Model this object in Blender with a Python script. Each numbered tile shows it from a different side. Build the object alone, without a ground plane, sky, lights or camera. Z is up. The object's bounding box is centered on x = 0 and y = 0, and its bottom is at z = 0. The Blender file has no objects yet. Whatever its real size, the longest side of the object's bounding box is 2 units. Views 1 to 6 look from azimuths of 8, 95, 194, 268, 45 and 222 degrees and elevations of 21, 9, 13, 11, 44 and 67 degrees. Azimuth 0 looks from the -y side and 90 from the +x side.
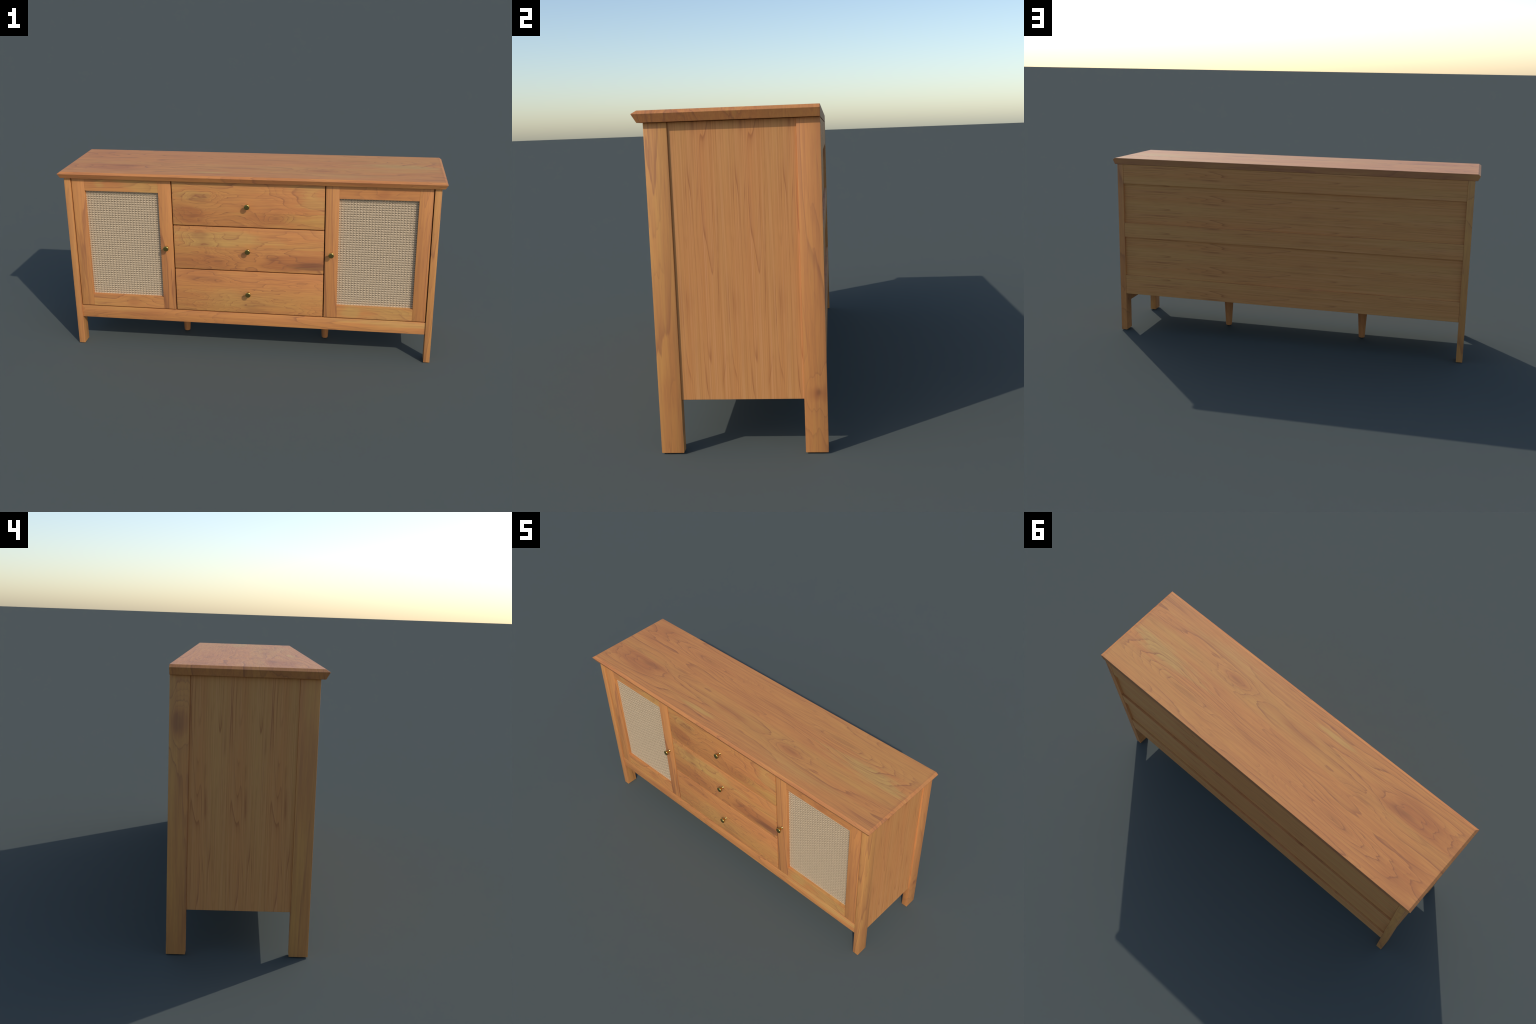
"""Cherry-wood sideboard: chamfered top, two doors with woven cane panels,
three drawers with brass knobs, four square legs and two round support legs."""
import bpy, bmesh, math, random
from mathutils import Vector

random.seed(7)

# --------------------------------------------------------------- dimensions
TOP_Z, EDGE_Z, UNDER_Z = 1.0008, 0.9915, 0.967      # table top: upper face, nose, underside
BACK = 0.260                                       # rear plane
LEG_IN, LEG_OUT = 0.9405, 0.9740                   # square legs in x
LEG_FRONT, LEG_DEEP = -0.2330, 0.0667              # front plane, depth in y
FACE = -0.2272                                     # doors and drawers front plane
RAIL_LOW, RAIL_HIGH = 0.1626, 0.2312               # front rail
FRONT_LOW, FRONT_HIGH = 0.2366, 0.9655             # doors and drawers
DOOR_OUT, DOOR_IN = 0.9355, 0.4028
DRAWER_X = 0.3968
STILE = 0.0680
OPEN_LOW, OPEN_HIGH = 0.3040, 0.8962               # cane opening
CANE_Y = -0.2082
CANE_DX, CANE_DZ = 0.01589, 0.01272                # weave pitch


# ------------------------------------------------------------- node helpers
class Graph:
    """Small builder for shader node trees."""

    def __init__(self, tree):
        self.tree = tree

    def node(self, kind, **props):
        n = self.tree.nodes.new(kind)
        for k, v in props.items():
            setattr(n, k, v)
        return n

    def put(self, socket, value):
        if isinstance(value, bpy.types.NodeSocket):
            self.tree.links.new(value, socket)
        else:
            socket.default_value = value

    def math(self, op, a, b=0.0, c=0.0, clamp=False):
        n = self.node("ShaderNodeMath", operation=op, use_clamp=clamp)
        self.put(n.inputs[0], a)
        self.put(n.inputs[1], b)
        self.put(n.inputs[2], c)
        return n.outputs[0]

    def add(self, a, b):
        return self.math("ADD", a, b)

    def mul(self, a, b):
        return self.math("MULTIPLY", a, b)

    def xyz(self, x, y, z):
        n = self.node("ShaderNodeCombineXYZ")
        for i, v in enumerate((x, y, z)):
            self.put(n.inputs[i], v)
        return n.outputs[0]

    def split(self, v):
        n = self.node("ShaderNodeSeparateXYZ")
        self.put(n.inputs[0], v)
        return n.outputs

    def noise(self, vec, scale, detail=2.0, rough=0.5, distort=0.0):
        n = self.node("ShaderNodeTexNoise")
        self.put(n.inputs["Vector"], vec)
        n.inputs["Scale"].default_value = scale
        n.inputs["Detail"].default_value = detail
        n.inputs["Roughness"].default_value = rough
        n.inputs["Distortion"].default_value = distort
        return n.outputs["Fac"]

    def remap(self, v, lo, hi, a=0.0, b=1.0, smooth=False):
        n = self.node("ShaderNodeMapRange", clamp=True)
        if smooth:
            n.interpolation_type = "SMOOTHSTEP"
        for i, x in enumerate((v, lo, hi, a, b)):
            self.put(n.inputs[i], x)
        return n.outputs[0]

    def ramp(self, v, stops):
        n = self.node("ShaderNodeValToRGB")
        cr = n.color_ramp
        while len(cr.elements) < len(stops):
            cr.elements.new(0.5)
        for e, (p, c) in zip(cr.elements, stops):
            e.position = p
            e.color = c if len(c) == 4 else (*c, 1.0)
        self.put(n.inputs[0], v)
        return n.outputs[0]

    def mix(self, fac, a, b, blend="MIX"):
        n = self.node("ShaderNodeMix", data_type="RGBA", blend_type=blend)
        self.put(n.inputs[0], fac)
        self.put(n.inputs[6], a if isinstance(a, bpy.types.NodeSocket) else (*a, 1.0))
        self.put(n.inputs[7], b if isinstance(b, bpy.types.NodeSocket) else (*b, 1.0))
        return n.outputs[2]


def new_material(name):
    m = bpy.data.materials.new(name)
    m.use_nodes = True
    g = Graph(m.node_tree)
    bsdf = m.node_tree.nodes["Principled BSDF"]
    return m, g, bsdf


# ------------------------------------------------------------ wood materials
ORANGE = (0.610, 0.245, 0.074)
YELLOW = (0.590, 0.310, 0.084)
REDDISH = (0.600, 0.212, 0.075)
LINE = (0.330, 0.122, 0.054)
DARK = (0.205, 0.078, 0.042)
KINDS = {"dark": DARK, "yellow": (0.575, 0.350, 0.105), "red": (0.470, 0.163, 0.056)}


def board_vector(g, axis):
    """Object coordinates as (along the grain, across it, through it)."""
    co = g.node("ShaderNodeTexCoord").outputs["Object"]
    x, y, z = g.split(co)
    return {"x": (x, z, y), "z": (z, x, y), "top": (x, y, g.mul(z, 0.35)), "zy": (z, y, x)}[axis]


def solid_wood(name, axis, seed, knots=(), patches=(), staves=(), rings=13.0, flow=0.0,
               stretch=0.20, line=0.95, figure=5.5, gold=1.0):
    """Cherry board.  The growth lines are the contours of a noise field stretched
    along the grain; each knot adds a bump of closed rings to that field.
      knots   (along, across, size along, size across, rings)
      patches (along, across, size along, size across, kind, amount)
      staves  glue lines: the figure changes across each of them
      gold    how much of the board is yellowish rather than orange"""
    m, g, bsdf = new_material(name)
    a, c, d = board_vector(g, axis)

    # staves glued edge to edge: every one takes its figure from elsewhere
    shift = float(seed)
    for s in staves:
        step = g.math("GREATER_THAN", g.add(c, -s), 0.0)
        shift = g.add(g.mul(step, 3.71), shift)

    q = g.xyz(g.add(g.mul(a, stretch), g.mul(shift, 2.13)),
              g.add(c, g.mul(shift, 1.37)), g.add(d, g.mul(shift, 0.71)))

    def warped(scale, amount):
        w = g.node("ShaderNodeTexNoise")
        g.put(w.inputs["Vector"], q)
        w.inputs["Scale"].default_value = scale
        w.inputs["Detail"].default_value = 3.0
        w.inputs["Roughness"].default_value = 0.55
        vm = g.node("ShaderNodeVectorMath", operation="MULTIPLY_ADD")
        g.put(vm.inputs[0], w.outputs["Color"])
        vm.inputs[1].default_value = amount
        g.put(vm.inputs[2], q)
        return vm.outputs[0]

    qw = warped(24.0, (0.012, 0.034, 0.034))       # slow wandering of the fibres
    wob = g.math("SUBTRACT", g.noise(qw, 15.0, 2.0), 0.5)
    wob2 = g.math("SUBTRACT", g.noise(qw, 34.0, 2.0), 0.5)

    field = g.mul(g.noise(qw, figure, 1.6, 0.42), rings)
    field = g.add(field, g.mul(c, flow))
    shade = 0.0
    for ka, kc, sa, sc, n in knots:
        da = g.mul(g.add(a, -ka), 1.0 / sa)
        dc = g.mul(g.add(c, -kc), 1.0 / sc)
        d1 = g.math("SQRT", g.add(g.mul(da, da), g.mul(dc, dc)))
        d1 = g.add(d1, g.add(g.mul(wob, 1.5), g.mul(wob2, 0.6)))
        dd = g.mul(d1, d1)
        field = g.add(field, g.mul(g.math("EXPONENT", g.mul(dd, -1.0)), float(n)))
        shade = g.math("MAXIMUM", g.math("EXPONENT", g.mul(dd, -16.0)), shade)

    # late wood: the ring darkens slowly and ends in a thin dark line
    def growth(f, soft, thin):
        saw = g.math("FRACT", f)
        end = g.remap(saw, 0.965, 1.0, 1.0, 0.0)
        body = g.mul(g.remap(saw, 0.30, 0.97, 0.0, 1.0, True), soft)
        edge = g.mul(g.remap(saw, 0.84, 0.965, 0.0, 1.0, True), thin)
        return g.mul(g.add(body, edge), end)

    strength = g.remap(g.noise(q, 10.0, 2.0), 0.34, 0.60, 0.18, 1.0)
    rim = g.mul(g.mul(growth(field, 0.30, 0.62), strength), line)
    # narrower rings between the main ones, fading in and out
    strength2 = g.remap(g.noise(q, 14.0, 2.0), 0.44, 0.62, 0.0, 0.66)
    fine_f = g.add(g.mul(field, 3.0), g.mul(wob2, 0.8))
    rim2 = g.mul(g.mul(growth(fine_f, 0.35, 0.40), strength2), line)

    # fine pores drawn out along the grain
    pore_v = g.xyz(g.add(g.mul(a, 16.0), shift), g.add(g.mul(c, 420.0), shift), g.mul(d, 420.0))
    pores = g.noise(pore_v, 1.0, 2.0, 0.6)
    cw = g.add(c, g.mul(wob, 0.030))
    streak_v = g.xyz(g.mul(a, 3.5), g.add(g.mul(cw, 130.0), shift), g.mul(d, 130.0))
    streak = g.noise(streak_v, 1.0, 3.0, 0.6)

    tone = g.noise(qw, 8.0, 3.0, 0.55)
    tone2 = g.noise(qw, 4.0, 3.0, 0.55)
    col = g.mix(g.mul(g.remap(tone, 0.43, 0.68), gold), ORANGE, YELLOW)
    col = g.mix(g.remap(tone2, 0.48, 0.68, 0.0, 0.85), col, REDDISH)
    ragged = g.add(g.mul(wob, 2.6), g.add(g.mul(wob2, 1.0), g.mul(g.math("SUBTRACT", streak, 0.5), 0.9)))
    for pa, pc, sa, sc, kind, amt in patches:
        da = g.mul(g.add(a, -pa), 1.0 / sa)
        dc = g.mul(g.add(c, -pc), 1.0 / sc)
        d1 = g.add(g.math("SQRT", g.add(g.mul(da, da), g.mul(dc, dc))), ragged)
        fac = g.mul(g.remap(d1, 0.35, 1.15, 1.0, 0.0, True), float(amt))
        col = g.mix(fac, col, KINDS[kind])
    col = g.mix(g.math("MINIMUM", g.math("MAXIMUM", rim, rim2), 0.9), col, LINE)
    col = g.mix(g.mul(shade, 0.26), col, DARK)
    col = g.mix(g.remap(streak, 0.42, 0.70, 0.0, 0.30), col, LINE)
    col = g.mix(g.remap(streak, 0.50, 0.30, 0.0, 0.22), col, YELLOW)
    col = g.mix(g.remap(pores, 0.52, 0.76, 0.0, 0.26), col, LINE)
    g.put(bsdf.inputs["Base Color"], col)
    g.put(bsdf.inputs["Roughness"], g.remap(pores, 0.3, 0.7, 0.50, 0.60))
    bsdf.inputs["Specular IOR Level"].default_value = 0.30
    b = g.node("ShaderNodeBump")
    b.inputs["Strength"].default_value = 0.04
    b.inputs["Distance"].default_value = 0.001
    g.put(b.inputs["Height"], pores)
    g.put(bsdf.inputs["Normal"], b.outputs[0])
    return m


def veneer(name, axis, offset_across=0.0, offset_along=0.0, period=0.1345):
    """Sliced veneer: slips of the same log laid side by side, so the figure repeats
    every `period` across the grain.  The repeat runs on a circle, without a seam."""
    m, g, bsdf = new_material(name)
    a, c, d = board_vector(g, axis)
    a = g.add(a, offset_along)
    c = g.add(c, offset_across)
    ang = g.mul(c, 2.0 * math.pi / period)
    r = period / (2.0 * math.pi)
    cs, sn = g.mul(g.math("COSINE", ang), r), g.mul(g.math("SINE", ang), r)

    warp = g.math("SUBTRACT", g.noise(g.xyz(g.mul(a, 0.35), cs, sn), 34.0, 2.0), 0.5)
    fig = g.xyz(g.add(g.mul(a, 0.055), 3.3), g.add(cs, g.mul(warp, 0.006)), sn)
    field = g.mul(g.noise(fig, 20.0, 1.2, 0.45), 9.0)
    saw = g.math("FRACT", field)
    rim = g.add(g.mul(g.remap(saw, 0.35, 0.96, 0.0, 1.0, True), 0.35),
                g.mul(g.remap(saw, 0.80, 0.95, 0.0, 1.0, True), 0.65))
    rim = g.mul(rim, g.remap(saw, 0.95, 1.0, 1.0, 0.0))
    spot = g.noise(g.xyz(g.mul(a, 0.35), cs, sn), 22.0, 2.0)
    rim = g.mul(rim, g.remap(spot, 0.42, 0.68, 0.0, 0.85))

    fine = g.noise(g.xyz(g.mul(a, 0.5), g.mul(cs, 105.0), g.mul(sn, 105.0)), 3.6, 3.0, 0.65)
    hair = g.noise(g.xyz(g.mul(a, 5.0), g.mul(c, 560.0), 0.0), 1.0, 2.0, 0.6)
    tone = g.noise(fig, 12.0, 2.0)
    col = g.mix(g.remap(tone, 0.40, 0.62), (0.600, 0.243, 0.074), (0.595, 0.278, 0.086))
    col = g.mix(g.remap(fine, 0.50, 0.70, 0.0, 0.60), col, (0.670, 0.308, 0.132))
    col = g.mix(g.remap(fine, 0.50, 0.28, 0.0, 0.75), col, (0.460, 0.175, 0.054))
    col = g.mix(g.mul(rim, 0.80), col, (0.330, 0.105, 0.036))
    col = g.mix(g.remap(hair, 0.52, 0.76, 0.0, 0.32), col, LINE)
    g.put(bsdf.inputs["Base Color"], col)
    bsdf.inputs["Roughness"].default_value = 0.55
    bsdf.inputs["Specular IOR Level"].default_value = 0.30
    return m


def cane_material():
    m, g, bsdf = new_material("woven_cane")
    co = g.node("ShaderNodeTexCoord").outputs["Object"]
    n1 = g.noise(co, 90.0, 2.0)
    n2 = g.noise(co, 900.0, 1.0)
    col = g.mix(g.remap(n1, 0.3, 0.7), (0.535, 0.390, 0.240), (0.580, 0.428, 0.270))
    col = g.mix(g.remap(n2, 0.55, 0.8, 0.0, 0.25), col, (0.42, 0.31, 0.20))
    g.put(bsdf.inputs["Base Color"], col)
    bsdf.inputs["Roughness"].default_value = 0.6
    return m


def backing_material():
    m, g, bsdf = new_material("cane_backing")
    bsdf.inputs["Base Color"].default_value = (0.40, 0.29, 0.185, 1)
    bsdf.inputs["Roughness"].default_value = 0.8
    return m


def brass_material():
    m, g, bsdf = new_material("aged_brass")
    co = g.node("ShaderNodeTexCoord").outputs["Object"]
    n = g.noise(co, 240.0, 2.0)
    col = g.mix(g.remap(n, 0.35, 0.7), (0.640, 0.470, 0.150), (0.560, 0.390, 0.110))
    g.put(bsdf.inputs["Base Color"], col)
    bsdf.inputs["Metallic"].default_value = 1.0
    bsdf.inputs["Roughness"].default_value = 0.22
    return m


def rubber_material():
    m, g, bsdf = new_material("black_foot_pad")
    bsdf.inputs["Base Color"].default_value = (0.015, 0.014, 0.013, 1)
    bsdf.inputs["Roughness"].default_value = 0.8
    return m


# ----------------------------------------------------------- object helpers
def mesh_object(name, bm, material, origin, parent, smooth_angle=None):
    me = bpy.data.meshes.new(name)
    bm.normal_update()
    bm.to_mesh(me)
    bm.free()
    me.materials.append(material)
    if smooth_angle is not None:
        me.shade_smooth()
        me.set_sharp_from_angle(angle=math.radians(smooth_angle))
    return place(name, me, origin, parent)


def place(name, me, origin, parent):
    ob = bpy.data.objects.new(name, me)
    bpy.context.scene.collection.objects.link(ob)
    ob.parent = parent
    base = Vector(parent["world"]) if parent is not None else Vector()
    ob.location = Vector(origin) - base
    ob["world"] = tuple(origin)
    return ob


def box(name, x, y, z, material, parent, bevel=0.0015, segments=2):
    """A board given by its three extents, origin at its middle."""
    o = Vector(((x[0] + x[1]) / 2, (y[0] + y[1]) / 2, (z[0] + z[1]) / 2))
    bm = bmesh.new()
    bmesh.ops.create_cube(bm, size=1.0)
    bmesh.ops.scale(bm, vec=(x[1] - x[0], y[1] - y[0], z[1] - z[0]), verts=bm.verts)
    if bevel:
        bmesh.ops.bevel(bm, geom=bm.edges[:], offset=bevel, segments=segments,
                        profile=0.5, affect="EDGES")
    return mesh_object(name, bm, material, o, parent, 25 if bevel else None)


def turned(profile, steps, axis="z"):
    """Solid of revolution of a (radius, height) profile about z or -y."""
    bm = bmesh.new()
    rings = []
    for r, h in profile:
        ring = []
        for i in range(steps):
            t = 2 * math.pi * i / steps
            u, v = max(r, 1e-5) * math.cos(t), max(r, 1e-5) * math.sin(t)
            ring.append(bm.verts.new((u, v, h) if axis == "z" else (u, -h, v)))
        rings.append(ring)
    for lo, hi in zip(rings, rings[1:]):
        for i in range(steps):
            j = (i + 1) % steps
            bm.faces.new((lo[i], lo[j], hi[j], hi[i]))
    bm.faces.new(rings[0][::-1])
    bm.faces.new(rings[-1])
    bmesh.ops.recalc_face_normals(bm, faces=bm.faces)
    return bm


# ------------------------------------------------------------------- thing
root = bpy.data.objects.new("sideboard", None)
bpy.context.scene.collection.objects.link(root)
root["world"] = (0.0, 0.0, 0.0)
root["label"] = "cherry wood sideboard with woven cane doors and three drawers"
root["category"] = "sideboard"

# table top: chamfered nose on front and ends, square at the back
top_wood = solid_wood(
    "tabletop_wood", "top", 11, rings=15.0, flow=8.0, stretch=0.13, gold=0.65,
    knots=[(0.385, -0.089, 0.13, 0.035, 3.5), (0.10, 0.108, 0.36, 0.034, 2.0),
           (-0.71, -0.090, 0.16, 0.05, 2.5), (0.52, 0.130, 0.26, 0.040, 2.6),
           (-0.51, -0.011, 0.13, 0.03, 2.2), (-0.50, 0.155, 0.28, 0.035, 2.4)],
    patches=[(-0.74, -0.10, 0.25, 0.07, "red", 0.75), (-0.07, -0.088, 0.28, 0.03, "red", 0.65),
             (0.385, -0.089, 0.10, 0.025, "red", 0.6), (0.75, 0.05, 0.24, 0.055, "yellow", 0.75),
             (-0.20, -0.175, 0.12, 0.02, "yellow", 0.6), (0.50, -0.17, 0.30, 0.03, "yellow", 0.35),
             (-0.66, -0.085, 0.06, 0.02, "dark", 0.25), (-0.88, 0.13, 0.14, 0.07, "red", 0.5),
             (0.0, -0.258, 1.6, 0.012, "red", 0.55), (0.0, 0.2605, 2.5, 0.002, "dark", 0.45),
             (1.0, 0.0, 0.022, 3.0, "red", 0.45), (-1.0, 0.0, 0.018, 3.0, "red", 0.25)])
bm = bmesh.new()
rings = []
for z, in_x, in_f in ((UNDER_Z, 0.0120, 0.0126), (EDGE_Z, 0.0, 0.0), (TOP_Z, 0.0128, 0.0140)):
    hx, yf = 1.0 - in_x, -0.260 + in_f
    rings.append([bm.verts.new(p) for p in
                  ((-hx, yf, z), (hx, yf, z), (hx, BACK, z), (-hx, BACK, z))])
for lo, hi in zip(rings, rings[1:]):
    for i in range(4):
        j = (i + 1) % 4
        bm.faces.new((lo[i], lo[j], hi[j], hi[i]))
bm.faces.new(rings[0][::-1])
bm.faces.new(rings[-1])
bmesh.ops.translate(bm, vec=(0, 0, -0.984), verts=bm.verts)
bmesh.ops.bevel(bm, geom=bm.edges[:], offset=0.0007, segments=1, affect="EDGES")
mesh_object("tabletop", bm, top_wood, (0, 0, 0.984), root)

# square legs, running from the floor to the top
leg_looks = [
    dict(seed=21, patches=[(-0.30, 0.0, 0.08, 0.03, "red", 0.3)]),
    dict(seed=24, patches=[(-0.305, 0.005, 0.035, 0.030, "red", 0.9), (-0.30, 0.01, 0.02, 0.012, "dark", 0.6)],
         knots=[(-0.305, 0.005, 0.09, 0.05, 2.0)]),
    dict(seed=27, patches=[(0.20, 0.0, 0.2, 0.04, "red", 0.3)]),
    dict(seed=30, patches=[(0.33, 0.0, 0.05, 0.03, "red", 0.55), (0.33, 0.01, 0.03, 0.015, "dark", 0.25)],
         knots=[(0.33, 0.0, 0.09, 0.05, 2.0)]),
]
pad_black = rubber_material()
k = 0
for sx in (1, -1):
    for y0 in (LEG_FRONT, BACK - LEG_DEEP):
        wood = solid_wood("leg_wood", "zy", rings=9.0, flow=22.0, stretch=0.085, line=0.75, gold=0.8, **leg_looks[k])
        k += 1
        xs = sorted((sx * LEG_IN, sx * LEG_OUT))
        box("leg", xs, (y0, y0 + LEG_DEEP), (0.0011, UNDER_Z - 0.0006), wood, root, 0.0014)
        box("glide", (xs[0] + 0.005, xs[1] - 0.005), (y0 + 0.006, y0 + LEG_DEEP - 0.006), (0.0, 0.0012), pad_black, root, 0)

# ends
for sx in (1, -1):
    xs = sorted((sx * 0.9500, sx * 0.9676))
    box("side_panel", xs, (LEG_FRONT + LEG_DEEP - 0.0004, BACK - LEG_DEEP + 0.0004),
        (0.1622, UNDER_Z - 0.001),
        veneer("side_veneer", "zy", 0.011 if sx > 0 else 0.05, 0.0 if sx > 0 else 0.45), root, 0.0008, 1)

# front rail
rail_wood = solid_wood("front_rail_wood", "x", 41, rings=12.0, stretch=0.16,
                       patches=[(0.75, 0.015, 0.3, 0.02, "yellow", 0.6), (-0.62, -0.005, 0.16, 0.03, "red", 0.4)])
box("front_rail", (-LEG_IN + 0.0003, LEG_IN - 0.0003), (-0.2268, -0.2050), (RAIL_LOW, RAIL_HIGH), rail_wood, root, 0.0010)

# carcass: floor, dividers, shadowed board behind the door gaps
inner_wood = solid_wood("inner_wood", "x", 45)
box("floor_panel", (-0.9490, 0.9490), (-0.2045, 0.2425), (0.2210, 0.2330), inner_wood, root, 0.0008, 1)
divider_wood = solid_wood("divider_wood", "zy", 47)
for sx in (1, -1):
    xs = sorted((sx * 0.3910, sx * 0.4085))
    box("divider", xs, (-0.1850, 0.2425), (0.2335, UNDER_Z - 0.001), divider_wood, root, 0.0008, 1)
for sx in (1, -1):
    xs = sorted((sx * 0.9260, sx * 0.9495))
    box("hinge_post", xs, (-0.1880, -0.1680), (0.2335, UNDER_Z - 0.001), divider_wood, root, 0.0008, 1)
for z in (0.4777, 0.7228):
    box("drawer_runner", (-0.3900, 0.3900), (-0.1950, -0.1400), (z - 0.009, z + 0.009), inner_wood, root, 0.0008, 1)

# back: recessed board with three cross slats proud of it
Z0 = 0.54
back = box("back_panel", (-0.9485, 0.9485), (0.2430, 0.2470), (0.2215, UNDER_Z - 0.001),
           veneer("back_veneer", "x", 0.0), root, 0)
mid = (0.2215 + UNDER_Z - 0.001) / 2
for z0, z1 in ((0.2203, 0.3297), (0.5540, 0.6367), (0.8590, UNDER_Z - 0.0008)):
    box("back_slat", (-LEG_IN + 0.0003, LEG_IN - 0.0003), (0.2472, 0.2583), (z0, z1),
        veneer("slat_veneer", "x", (z0 + z1) / 2 - mid), back, 0.0008, 1)

# round support legs under the middle
post_wood = solid_wood("support_leg_wood", "zy", 52, line=0.4, gold=0.0, patches=[(0.1, 0.0, 0.3, 0.3, "red", 0.35)])
for sx in (1, -1):
    prof = [(0.0138, 0.0), (0.0140, 0.0042)]
    pad = turned(prof, 32)
    prof = [(0.0142, 0.0040), (0.0158, 0.0045), (0.0169, 0.0060), (0.0175, 0.0090),
            (0.0199, 0.0490), (0.0254, 0.1410), (0.0300, 0.2205)]
    bm = turned(prof, 40)
    ob = mesh_object("support_leg", bm, post_wood, (sx * 0.4, 0.0, 0.0), root, 40)
    mesh_object("foot_pad", pad, pad_black, (sx * 0.4, 0.0, 0.0), ob, 40)

# ------------------------------------------------------------- doors, knobs
brass = brass_material()
knob_profile = [(0.0078, 0.0), (0.0078, 0.0016), (0.0066, 0.0030), (0.0050, 0.0052), (0.0048, 0.0090),
                (0.0056, 0.0130), (0.0080, 0.0170), (0.0118, 0.0205), (0.0140, 0.0224), (0.0147, 0.0242),
                (0.0147, 0.0258), (0.0143, 0.0272), (0.0134, 0.0283), (0.0122, 0.0288), (0.0110, 0.0289),
                (0.0, 0.0290)]
kb = turned([(r, h * 1.075) for r, h in knob_profile], 40, "y")
knob_mesh = bpy.data.meshes.new("knob")
kb.to_mesh(knob_mesh)
kb.free()
knob_mesh.materials.append(brass)
knob_mesh.shade_smooth()
knob_mesh.set_sharp_from_angle(angle=math.radians(50))


def add_knob(x, z, parent):
    return place("knob", knob_mesh, (x, FACE, z), parent)


def weave(width, height, phase_x, phase_z):
    """Cane weave, origin at the middle of the opening: flat strands across that
    swell forward between the upright ones and dip where these hold them."""
    bm = bmesh.new()

    def strand(path, half_w, half_t, across, section=8):
        prev = None
        for p in path:
            ring = []
            for i in range(section):
                t = 2 * math.pi * i / section
                ring.append(bm.verts.new((p[0] + half_w * math.cos(t) * across[0],
                                          p[1] + half_t * math.sin(t),
                                          p[2] + half_w * math.cos(t) * across[2])))
            if prev:
                for i in range(section):
                    j = (i + 1) % section
                    bm.faces.new((prev[i], prev[j], ring[j], ring[i]))
            prev = ring

    hw, hh = width / 2, height / 2
    # phase = where a hole sits; strands run half a pitch off it
    rows = [r for r in (phase_z + (i + 0.5) * CANE_DZ for i in range(-60, 60)) if abs(r) < hh + 0.002]
    cols = [c for c in (phase_x + (i + 0.5) * CANE_DX for i in range(-60, 60)) if abs(c) < hw + 0.002]
    n = int(width / CANE_DX * 8)
    for r in rows:
        path = []
        for i in range(n + 1):
            x = -hw + width * i / n
            t = 2 * math.pi * (x - phase_x) / CANE_DX
            path.append((x, -0.0011 * math.cos(t), r + random.uniform(-0.00008, 0.00008)))
        strand(path, 0.0049, 0.0014, (0, 0, 1))
    n = int(height / CANE_DZ * 6)
    for c in cols:
        path = []
        for i in range(n + 1):
            z = -hh + height * i / n
            t = 2 * math.pi * (z - phase_z) / CANE_DZ
            path.append((c, -0.0003 - 0.0006 * math.cos(t), z))
        strand(path, 0.0020, 0.0011, (1, 0, 0))
    bmesh.ops.recalc_face_normals(bm, faces=bm.faces)
    return bm


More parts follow.
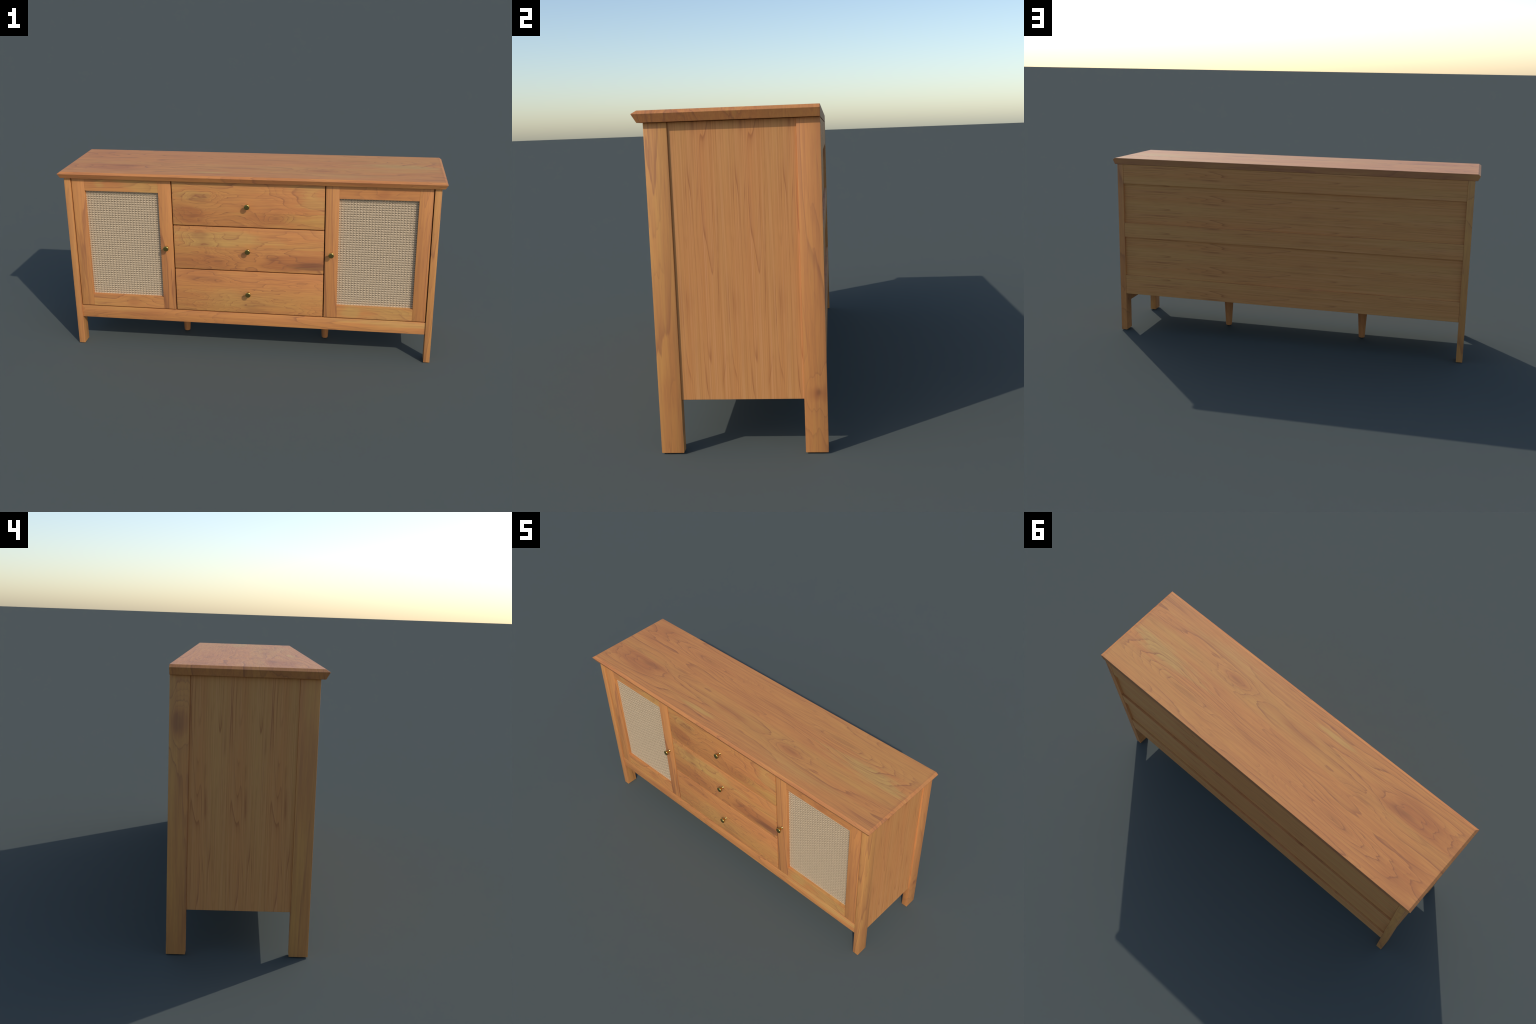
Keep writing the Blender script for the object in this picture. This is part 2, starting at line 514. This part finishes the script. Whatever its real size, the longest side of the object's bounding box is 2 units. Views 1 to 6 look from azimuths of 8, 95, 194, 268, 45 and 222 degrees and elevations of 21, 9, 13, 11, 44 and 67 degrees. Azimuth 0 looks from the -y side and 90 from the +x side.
cane, backing = cane_material(), backing_material()
for sx, s in ((-1, 60), (1, 75)):
    xo = sorted((sx * DOOR_OUT, sx * DOOR_IN))
    xi = sorted((sx * (DOOR_OUT - STILE), sx * (DOOR_IN + STILE)))
    door = box("door", (xi[0] - 0.004, xi[1] + 0.004), (CANE_Y + 0.0035, CANE_Y + 0.0060),
               (OPEN_LOW - 0.004, OPEN_HIGH + 0.004), backing, root, 0)
    depth = (FACE, -0.1990)
    for i, (a, b) in enumerate(((xo[0], xi[0]), (xi[1], xo[1]))):
        box("stile", (a, b), depth, (FRONT_LOW, FRONT_HIGH),
            solid_wood("stile_wood", "z", s + 2 * i, rings=9.0, flow=18.0, stretch=0.09, line=0.85, gold=0.35), door, 0.0010)
    looks = [dict(patches=[(0.02, -0.01, 0.06, 0.03, "red", 0.6)], knots=[(0.03, 0.02, 0.10, 0.05, 2.0)]),
             dict(patches=[(-0.12, 0.0, 0.05, 0.03, "yellow", 0.6), (0.1, 0.0, 0.14, 0.05, "yellow", 0.5)])]
    if sx > 0:
        looks = looks[::-1]
    for i, (a, b) in enumerate(((FRONT_LOW, OPEN_LOW), (OPEN_HIGH, FRONT_HIGH))):
        box("rail", (xi[0] + 0.0002, xi[1] - 0.0002), (FACE + 0.0001, -0.1992), (a, b),
            solid_wood("rail_wood", "x", s + 7 + 2 * i, rings=11.0, stretch=0.18, **looks[i]), door, 0.0006, 1)
    cx, cz = (xi[0] + xi[1]) / 2, (OPEN_LOW + OPEN_HIGH) / 2
    w, h = xi[1] - xi[0], OPEN_HIGH - OPEN_LOW
    px, pz = ((0.8503, 0.8737) if sx > 0 else (-0.8073, 0.8724))
    bm = weave(w, h, px - cx, pz - cz)
    ob = mesh_object("cane_weave", bm, cane, (cx, CANE_Y, cz), door, 60)
    ob["kind"] = "stuff"
    add_knob(sx * 0.4367, 0.5975, door)

# ------------------------------------------------------------------ drawers
drawer_looks = [
    # lower drawer: one wide board, cathedral figure
    ((FRONT_LOW, 0.4748), 0.3530, dict(
        seed=92, rings=5.5, stretch=0.20, gold=0.9,
        knots=[(0.06, -0.115, 0.33, 0.125, 6.5), (0.28, 0.066, 0.09, 0.03, 1.6), (-0.26, 0.07, 0.16, 0.04, 2.2)],
        patches=[(-0.30, 0.10, 0.18, 0.04, "red", 0.35), (-0.10, -0.04, 0.3, 0.05, "yellow", 0.3)])),
    ((0.4806, 0.7199), 0.5975, dict(
        seed=85, rings=12.0, stretch=0.20, staves=(0.008,),
        knots=[(-0.255, 0.09, 0.10, 0.10, 2.6), (-0.146, -0.068, 0.11, 0.045, 4.0), (0.12, -0.04, 0.12, 0.07, 2.4)],
        patches=[(-0.256, 0.085, 0.035, 0.035, "red", 0.7), (0.24, -0.062, 0.24, 0.062, "red", 0.85),
                 (-0.20, -0.06, 0.20, 0.06, "red", 0.6), (0.33, -0.092, 0.12, 0.028, "dark", 0.85),
                 (-0.10, 0.05, 0.30, 0.05, "yellow", 0.55)])),
    ((0.7257, FRONT_HIGH), 0.8430, dict(
        seed=80, rings=13.0, stretch=0.26, staves=(-0.040,),
        knots=[(0.148, -0.066, 0.08, 0.042, 3.8), (-0.24, 0.02, 0.15, 0.07, 3.0), (-0.29, -0.07, 0.09, 0.06, 2.8)],
        patches=[(-0.31, -0.06, 0.11, 0.055, "red", 0.85), (0.12, -0.072, 0.13, 0.04, "red", 0.6),
                 (0.34, 0.05, 0.12, 0.09, "yellow", 0.5), (-0.28, 0.045, 0.10, 0.03, "yellow", 0.5)])),
]
for (z0, z1), kz, look in drawer_looks:
    d = box("drawer", (-DRAWER_X, DRAWER_X), (FACE, -0.2000), (z0, z1),
            solid_wood("drawer_wood", "x", **look), root, 0.0024, 3)
    add_knob(0.0, kz, d)

for ob in bpy.data.objects:
    if "world" in ob:
        del ob["world"]
